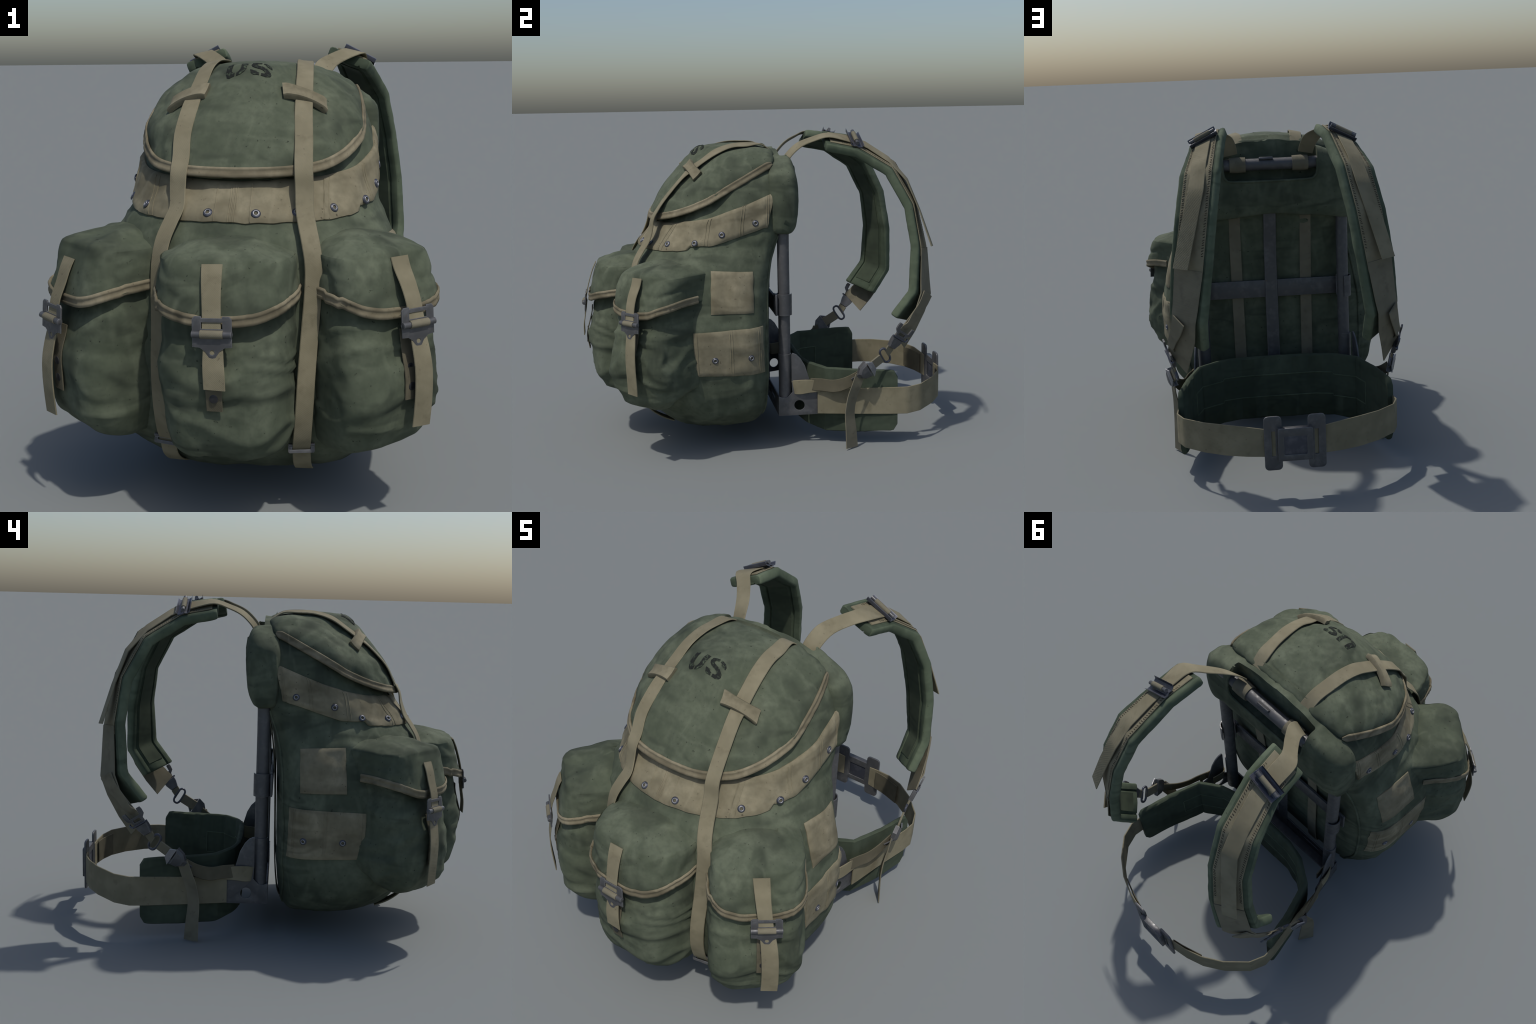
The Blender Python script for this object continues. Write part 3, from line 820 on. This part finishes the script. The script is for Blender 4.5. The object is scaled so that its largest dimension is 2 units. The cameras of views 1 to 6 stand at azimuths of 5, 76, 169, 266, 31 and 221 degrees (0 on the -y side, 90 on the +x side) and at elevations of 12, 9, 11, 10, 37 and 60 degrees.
v2, f2 = plate(rect(-.405, .015, .405, .058, .006, 2), [], .007, (0, 0, .1615), (1, 0, 0), (0, 1, 0))
v, f = join((v, f), (v2, f2))
mk('lower_crossbar', v, f, STEEL, frame, 35)

# =====================================================================
#  SHOULDER STRAPS
# =====================================================================
LAT = [(.405, .280, 1.580), (.420, .440, 1.545), (.468, .600, 1.445), (.500, .700, 1.260), (.530, .727, 1.055), (.548, .708, .818), (.540, .605, .685)]
MED = [(.232, .290, 1.645), (.250, .462, 1.618), (.282, .672, 1.475), (.315, .775, 1.275), (.350, .825, 1.035), (.392, .836, .780), (.392, .742, .628)]
INW = [(.06, .0, 1.0)] * 0
def pad_frames():
    fr = []
    L = [V(p) - V((.006, 0, 0)) for p in LAT]; M = [V(p) - V((.006, 0, 0)) for p in MED]
    n = len(L)
    for i in range(n):
        a = (L[max(i-1, 0)] + M[max(i-1, 0)]) / 2; b = (L[min(i+1, n-1)] + M[min(i+1, n-1)]) / 2
        t = (b - a).normalized(); w = (L[i] - M[i]); nn = t.cross(w).normalized()   # points outward/up
        if nn.dot((L[i] + M[i]) / 2 - V((.4, .25, 1.05))) < 0: nn = -nn
        fr.append((L[i], M[i], nn))
    return fr
FR = pad_frames()
def pad_at(s, t, h):
    """point on strap: s along (0..6), t across (-1 medial .. +1 lateral), h above the outer face"""
    i = min(int(s), len(FR) - 2); k = s - i
    L = FR[i][0].lerp(FR[i+1][0], k); M = FR[i][1].lerp(FR[i+1][1], k)
    # shade-smooth normal only near the bends
    n = FR[i][2].lerp(FR[i+1][2], k).normalized()
    return (L + M) / 2 + (L - M) / 2 * t + n * (h * .92 + .003)
PROF = [(-1, -.022), (-.99, -.006), (-.93, .002), (-.80, .004), (-.6, .001), (.6, .001), (.80, .004), (.93, .002), (.99, -.006), (1, -.022), (.99, -.038), (.93, -.046), (.78, -.049), (.66, -.048), (.62, -.039), (.58, -.039), (.52, -.046), (0, -.049),
        (-.52, -.046), (-.58, -.039), (-.62, -.039), (-.66, -.048), (-.78, -.049), (-.93, -.046), (-.99, -.038)]
for sd in (1, -1):
    rings = []
    svals = [0, .03, .10] + [.10 + 5.84 * i / 58 for i in range(1, 59)] + [5.97, 6.0]
    for s in svals:
        k = 1.0 if .05 < s < 5.95 else (.80 if s in (0, 6.0) else .94)
        kw = 1.0 if .05 < s < 5.95 else (.94 if s in (0, 6.0) else .985)
        rings.append([pad_at(s, t * kw, -.022 + (h + .022) * k) for t, h in PROF])
    v, f = loft(rings)
    v = displace(v, f, 0.003, (14, 14, 14), 60 + sd)
    pad = mk('shoulder_strap', v, f, PAD_GREEN, None, 50, side=sd)
    pad.data.materials.append(PAD_EDGE)
    npf = len(PROF)
    for k, pl in enumerate(pad.data.polygons):
        if pl.index < (len(svals) - 1) * npf and (pl.index % npf) in (0, 1, 2, 7, 8, 9, 10, 24, 23): pl.material_index = 1
    # inset panel on the wearer's side
    e = [(pad_at(s, -.50, -.0485), pad_at(s, .50, -.0485)) for s in [.35 + 5.35 * i / 50 for i in range(51)]]
    v, f = strip(e, .006); mk('inner_panel', v, f, PAD_PANEL, pad, 40, side=sd)
    # sewn-on webbing with zigzag stitches
    e = [(pad_at(s, -.70, .006), pad_at(s, .70, .006)) for s in [.13 + 4.09 * i / 40 for i in range(41)]]
    v, f = strip(e, .006); web = mk('sewn_webbing', v, f, STRAP_OLIVE if 0 else STRAP, pad, 40, side=sd)
    parts = []
    for t in (-.60, .60):
        for i in range(64):
            s = .5 + 3.3 * i / 64 + random.uniform(-.008, .008); sl = random.uniform(.008, .024)
            a = pad_at(s, t - .05 + random.uniform(-.012, .012), .0098); b = pad_at(s + sl, t + .05 + random.uniform(-.012, .012), .0098)
            parts.append(strip([(a, a + (pad_at(s + .017, t - .05, .0098) - pad_at(s, t - .05, .0098))), (b, b + (pad_at(s + .017, t + .05, .0098) - pad_at(s, t + .05, .0098)))], .0014))
    v, f = join(*parts); mk('zigzag_stitch', v, f, THREAD, web, 40, kind='stuff', side=sd)
    # wide end web folded over the lower pad, tapering into a hanging tongue
    e = []
    for s, a, b, h in ((4.05, -.72, .72, .010), (4.4, -.71, .71, .012), (4.75, -.70, .70, .014), (5.0, -.68, .70, .018)):
        e.append((pad_at(s, a, h), pad_at(s, b, h)))
    e += [(V((.430, .795, .690)), V((.540, .715, .735))), (V((.455, .735, .590)), V((.555, .650, .660))), (V((.475, .672, .508)), V((.562, .594, .604)))]
    ee = list(zip(linear([p[0] for p in e], 4), linear([p[1] for p in e], 4)))
    v, f = strip(ee, .006); tongue = mk('end_webbing', v, f, STRAP_OLIVE, pad, 40, side=sd)
    # narrow strap from the tongue over the release buckle
    v, f = ribbon([(.500, .790, .80), (.515, .758, .745), (.532, .712, .695), (.545, .682, .655), (.548, .662, .642), (.542, .648, .630)], [(.50, -.60, .45)] * 6, [.085, .075, .060, .052, .052, .052], .006, 4)
    mk('buckle_loop', v, f, STRAP_OLIVE, pad, 40, side=sd)

    # --- connector strap from the frame, through the adjuster and hanging free
    C = [((.197, .092, 1.490), (1, .22, -.18), .078), ((.205, .118, 1.530), (1, .2, -.18), .080), ((.228, .168, 1.577), (1, .12, -.22), .084), ((.278, .235, 1.608), (1, .05, -.2), .086), ((.328, .297, 1.627), (1, -.02, -.22), .088), ((.336, .380, 1.613), (1, -.02, -.36), .086), ((.338, .432, 1.596), (1, 0, -.42), .082)]
    v, f = ribbon([c[0] for c in C], [c[1] for c in C], [c[2] for c in C], .006, 4)
    mk('connector_strap', v, f, STRAP, pad, 40, side=sd)
    # loop round the top bar
    prof = []
    rings = []
    for k in range(25):
        a = 2*math.pi*k/24; d = V((0, math.cos(a), math.sin(a)))
        cc = V((0, .102, 1.438))
        rings.append([cc + d*.032 + V((.122, 0, 0)), cc + d*.039 + V((.122, 0, 0)), cc + d*.041 + V((.165, 0, 0)), cc + d*.039 + V((.205, 0, 0)), cc + d*.032 + V((.205, 0, 0))])
    v, f = loft(rings, cap=False)
    mk('bar_loop', v, f, STRAP_OLIVE, pad, 40, side=sd)
    F_ = [((.338, .440, 1.595), (1, 0, -.42), .080), ((.345, .500, 1.573), (1, -.08, -.42), .080), ((.368, .615, 1.495), (1, -.22, -.35), .080), ((.388, .708, 1.388), (1, -.35, -.1), .078), ((.430, .765, 1.230), (1, -.40, .1), .076), ((.478, .818, 1.045), (1, -.45, .12), .074)]
    v, f = ribbon([c[0] for c in F_], [c[1] for c in F_], [c[2] for c in F_], .005, 4, smooth=False)
    mk('strap_tail', v, f, STRAP_OLIVE if 0 else STRAP, pad, 40, side=sd)
    # adjuster: bent plate with two flanges and a roller
    ax = V((.402 - .271, .0, 1.572 - 1.638)).normalized(); up = V((.25, .30, .92)); up = (up - ax * up.dot(ax)).normalized(); fw = ax.cross(up).normalized()
    if fw.y < 0: fw = -fw
    cc = V((.338, .436, 1.604))
    pr = [(-.036, .020), (-.030, .006), (-.014, .001), (0, .006), (.014, .001), (.030, .006), (.036, .020)]
    th = .0045
    ring = [(a, b) for a, b in pr] + [(a, b - th) for a, b in pr[::-1]]
    rings = [[cc + ax * x + fw * a + up * (b - .004) for a, b in ring] for x in (-.073, .073)]
    v, f = loft(rings); adj = mk('adjuster_buckle', v, f, STEEL_BLUE, pad, 30, side=sd)
    v, f = tube([cc + up * .013 - ax * .066, cc + up * .013 + ax * .066], .0095, 12); mk('adjuster_roller', v, f, STEEL, adj, 40, side=sd)
    v, f = tube([cc + up * .013 - ax * .042, cc + up * .013 + ax * .042], .0125, 12); mk('strap_roll', v, f, STRAP_OLIVE, adj, 40, side=sd)

    # --- quick release, D ring, cam buckle, tail
    d = (V((.540, .585, .527)) - V((.554, .662, .632))).normalized()        # down the strap
    wv = V((.040, -.052, .096)); wv = (wv - d * wv.dot(d)).normalized()
    nv = d.cross(wv).normalized()
    if nv.x < 0: nv = -nv
    o = V((.552, .632, .606))
    out = [(-.054, .046), (-.036, .046), (-.033, .012), (.033, .012), (.036, .046), (.054, .046), (.056, .034), (.052, .010), (.034, -.004), (.030, -.022), (-.030, -.022), (-.034, -.004), (-.052, .010), (-.056, .034)]
    v, f = plate(out, [rect(-.022, -.014, .022, .004)], .009, o + nv * .008, wv, -d); qr = mk('release_buckle', v, f, STEEL, pad, 35, side=sd)
    v, f = tube([o + d * .028 - wv * .045 + nv * .012, o + d * .028 + wv * .045 + nv * .012], .005, 10); v2, f2 = tube([o + d * .012 - wv * .052 + nv * .004, o + d * .012 - wv * .052 + nv * .012, o + d * .028 - wv * .047 + nv * .012], .005, 8)
    v, f = join((v, f), (v2, f2)); mk('buckle_bar', v, f, STEEL_BLUE, qr, 40, side=sd)
    pr = [(-.036, .030), (.036, .030), (.034, .055), (.022, .092), (-.022, .092), (-.034, .055)]
    rings = []
    for hgt, sc in ((-.010, .9), (-.006, 1.0), (.010, .95), (.014, .80)):
        rings.append([o + wv * (a * sc) + d * (.06 + (b - .06) * sc) + nv * hgt for a, b in pr])
    v, f = loft(rings); mk('buckle_hook', v, f, STEEL, qr, 30, side=sd)
    dr = V((.538, .549, .490)); dd = (V((.553, .450, .428)) - V((.538, .575, .512))).normalized(); wr = (wv - dd * wv.dot(dd)).normalized()
    # oval ring
    loop = []
    for k in range(25):
        a = 2*math.pi*k/24; loop.append(dr + wr * (.046 * math.copysign(abs(math.cos(a)) ** .6, math.cos(a))) + dd * (.020 * math.copysign(abs(math.sin(a)) ** .8, math.sin(a))))
    v, f = tube(loop, .0062, 10, False); mk('oval_ring', v, f, STEEL_BLUE, pad, 60, side=sd)
    p0 = o + d * .085; v, f = ribbon([p0, p0.lerp(dr, .6), dr - dd * .012], tuple(wr), .052, .010, 3); mk('ring_strap', v, f, STRAP_OLIVE, pad, 40, side=sd)
    cam = V((.553, .455, .428))
    v, f = ribbon([dr + dd * .014, dr + dd * .05, cam + dd * .01], tuple(wr), .056, .010, 3); mk('ring_strap', v, f, STRAP_OLIVE, pad, 40, side=sd)
    # cam buckle: folded housing + lever
    cx = (V((.0, .075, -.075))).normalized() * 1.0; cx = V((-.10, .78, -.60)).normalized() * -1.0
    dn = dd
    wr2 = wr; nn2 = dn.cross(wr2).normalized()
    if nn2.x < 0: nn2 = -nn2
    pr = [(-.050, -.004), (.050, -.004), (.040, .036), (.014, .060), (-.014, .060), (-.040, .036)]
    rings = []
    for hgt, sc in ((-.012, 1.0), (.008, 1.0), (.020, .78), (.023, .6)):
        rings.append([cam + wr2 * (a * sc) + dn * (.022 + (b - .022) * sc) + nn2 * hgt for a, b in pr])
    v, f = loft(rings); cb = mk('cam_buckle', v, f, STEEL, pad, 30, side=sd)
    v, f = plate([(-.026, -.034), (.026, -.034), (.048, -.006), (-.048, -.006)], [], .006, cam + nn2 * .020 - dn * .0, wr2 , dn + nn2 * .3); mk('cam_jaw', v, f, BRIGHT, cb, 30, side=sd)
    v, f = ribbon([(.568, .448, .440), (.570, .425, .418), (.556, .400, .388), (.530, .375, .366)], [tuple(wr2)] * 4, [.034, .034, .030, .024], .006, 4); mk('cam_lever', v, f, STEEL, cb, 40, side=sd)
    # tail
    v, f = ribbon([(.552, .415, .405), (.552, .395, .345), (.545, .372, .275), (.540, .360, .192), (.540, .366, .100), (.541, .371, .004)], [(-.3, .9, -.15), (-.3, .9, -.2), (-.4, .85, -.2), (-.5, .8, -.08), (-.5, .8, -.05), (-.5, .8, -.06)], [.058, .060, .064, .070, .078, .086], .006, 4)
    mk('adjusting_tail', v, f, STRAP_OLIVE, pad, 40, side=sd)
    # strap to the frame bracket
    v, f = ribbon([(.545, .420, .395), (.520, .350, .350), (.500, .285, .330), (.480, .225, .335), (.460, .170, .335)], [(0, .35, -.9), (.1, .2, -1), (.15, .1, -1), (.1, 0, -1), (.1, 0, -1)], [.058, .062, .066, .066, .066], .006, 4)
    mk('anchor_strap', v, f, STRAP_DARK, pad, 40, side=sd)
    v, f = ribbon([(.470, .218, .325), (.462, .165, .325), (.450, .118, .320), (.432, .085, .315), (.410, .090, .312), (.406, .12, .315), (.412, .165, .320)], [(.05, 0, -1), (.05, .02, -1), (.05, .12, -1), (.1, .2, -1), (0, .2, -1), (0, .1, -1), (0, 0, -1)], [.062, .070, .078, .074, .07, .07, .066], .006, 4)
    mk('anchor_loop', v, f, STRAP, pad, 40, side=sd)

# =====================================================================
#  HIP PAD AND WAIST BELT
# =====================================================================
HP = [(0, .145), (.10, .145), (.20, .147), (.31, .174), (.432, .254), (.492, .436), (.532, .620)]
half_p = linear([V((x, y, 0)) for x, y in HP], 10)
pp = half_p[::-1] + [V((-p.x, p.y, 0)) for p in half_p[1:]]
cum = [0.0]
for i in range(1, len(pp)): cum.append(cum[-1] + (pp[i] - pp[i-1]).length)
tot = cum[-1]
def hip_z(i):
    p = pp[i]; e = min(cum[i], tot - cum[i])
    zt = curve1([(0, .402), (.25, .408), (.40, .414), (.46, .418), (.60, .418)], max(0.0, .62 - p.y))
    zb = curve1([(0, .072), (.30, .064), (.37, .064), (.47, .074), (.60, .078)], max(0.0, .62 - p.y))
    r = .035
    if e < r:
        c = r - math.sqrt(max(0, r*r - (r - e)**2)); zt -= c; zb += c
    return zb, zt
rings = []
for i, p in enumerate(pp):
    t = (pp[min(i+1, len(pp)-1)] - pp[max(i-1, 0)]).normalized(); n = V((t.y, -t.x, 0))
    cpt = V((0, .45, 0))
    if (cpt - p).dot(n) < 0: n = -n            # n points to the wearer
    zb, zt = hip_z(i); TH = .030
    prof = [(0.003, zb + .006), (.012, zb), (TH - .010, zb), (TH, zb + .010), (TH + .002, lerp(zb, zt, .5)), (TH, zt - .010), (TH - .010, zt), (.012, zt), (.003, zt - .006), (0, lerp(zb, zt, .5))]
    rings.append([p + n * a + V((0, 0, z)) for a, z in prof])
v, f = loft(rings)
v = displace(v, f, 0.004, (10, 10, 10), 80)
hip = mk('hip_pad', v, f, HIP_GREEN, None, 45)
# seams on the wearer's side
parts = []
def hip_in(i, z, off):
    p = pp[i]; t = (pp[min(i+1, len(pp)-1)] - pp[max(i-1, 0)]).normalized(); n = V((t.y, -t.x, 0))
    if (V((0, .45, 0)) - p).dot(n) < 0: n = -n
    return p + n * (.0315 + off) + V((0, 0, z))
a, b = 14, len(pp) - 15
for z in (.305, .185): parts.append(tube([hip_in(i, z + (.012 if 30 < i < len(pp) - 31 else 0), 0) for i in range(a, b + 1)], .0035, 6))
for i in (a, b): parts.append(tube([hip_in(i, .185 + .12 * k / 6, 0) for k in range(7)], .0035, 6))
v, f = join(*parts); mk('pad_seam', v, f, GREEN_EDGE, hip, 60, kind='stuff')

BELT = [(.463, .205, .237, .125), (.470, .247, .237, .128), (.490, .40, .238, .140), (.528, .600, .240, .146), (.534, .672, .240, .147), (.503, .752, .243, .147), (.410, .848, .250, .148), (.313, .911, .254, .150), (.22, .944, .252, .145), (.135, .960, .246, .134), (.085, .964, .245, .125)]
for sd in (1, -1):
    pts = [V((x, y, z)) for x, y, z, h in BELT]
    up = [p + V((0, 0, h/2)) for p, (_, _, _, h) in zip(pts, BELT)]; dn = [p - V((0, 0, h/2)) for p, (_, _, _, h) in zip(pts, BELT)]
    v, f = strip(list(zip(linear(dn, 4), linear(up, 4))), .006)
    bl = mk('waist_belt', v, f, STRAP, None, 40, side=sd)
    # belt doubled back behind the buckle; dark webbing paints in the shade there
    v, f = ribbon([(.30, .902, .250), (.2, .935, .250), (.135, .950, .246)], (0, 0, 1), [.12, .12, .118], .005, 4)
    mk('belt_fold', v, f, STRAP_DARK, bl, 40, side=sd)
    # tooth plate of the buckle
    v, f = plate(rect(.062, .118, .140, .372, .018, 4), [rect(.088, .180, .110, .305)], .010, (0, .968, 0), (1, 0, 0), (0, 0, 1), .002)
    mk('buckle_side_plate', v, f, STEEL, bl, 35, side=sd)
bkl_v, bkl_f = plate(rect(-.078, .168, .078, .318, .006, 2), [rect(-.055, .192, .055, .285, .003, 1)], .030, (0, .980, 0), (1, 0, 0), (0, 0, 1), .003)
bk = mk('belt_buckle', bkl_v, bkl_f, STEEL, None, 35)
v, f = box((0, .981, .2385), .053, .045, .011, (1, 0, 0), (0, 0, 1)); mk('buckle_button', v, f, STEEL_BLUE, bk, 35)
bpy.context.view_layer.update()
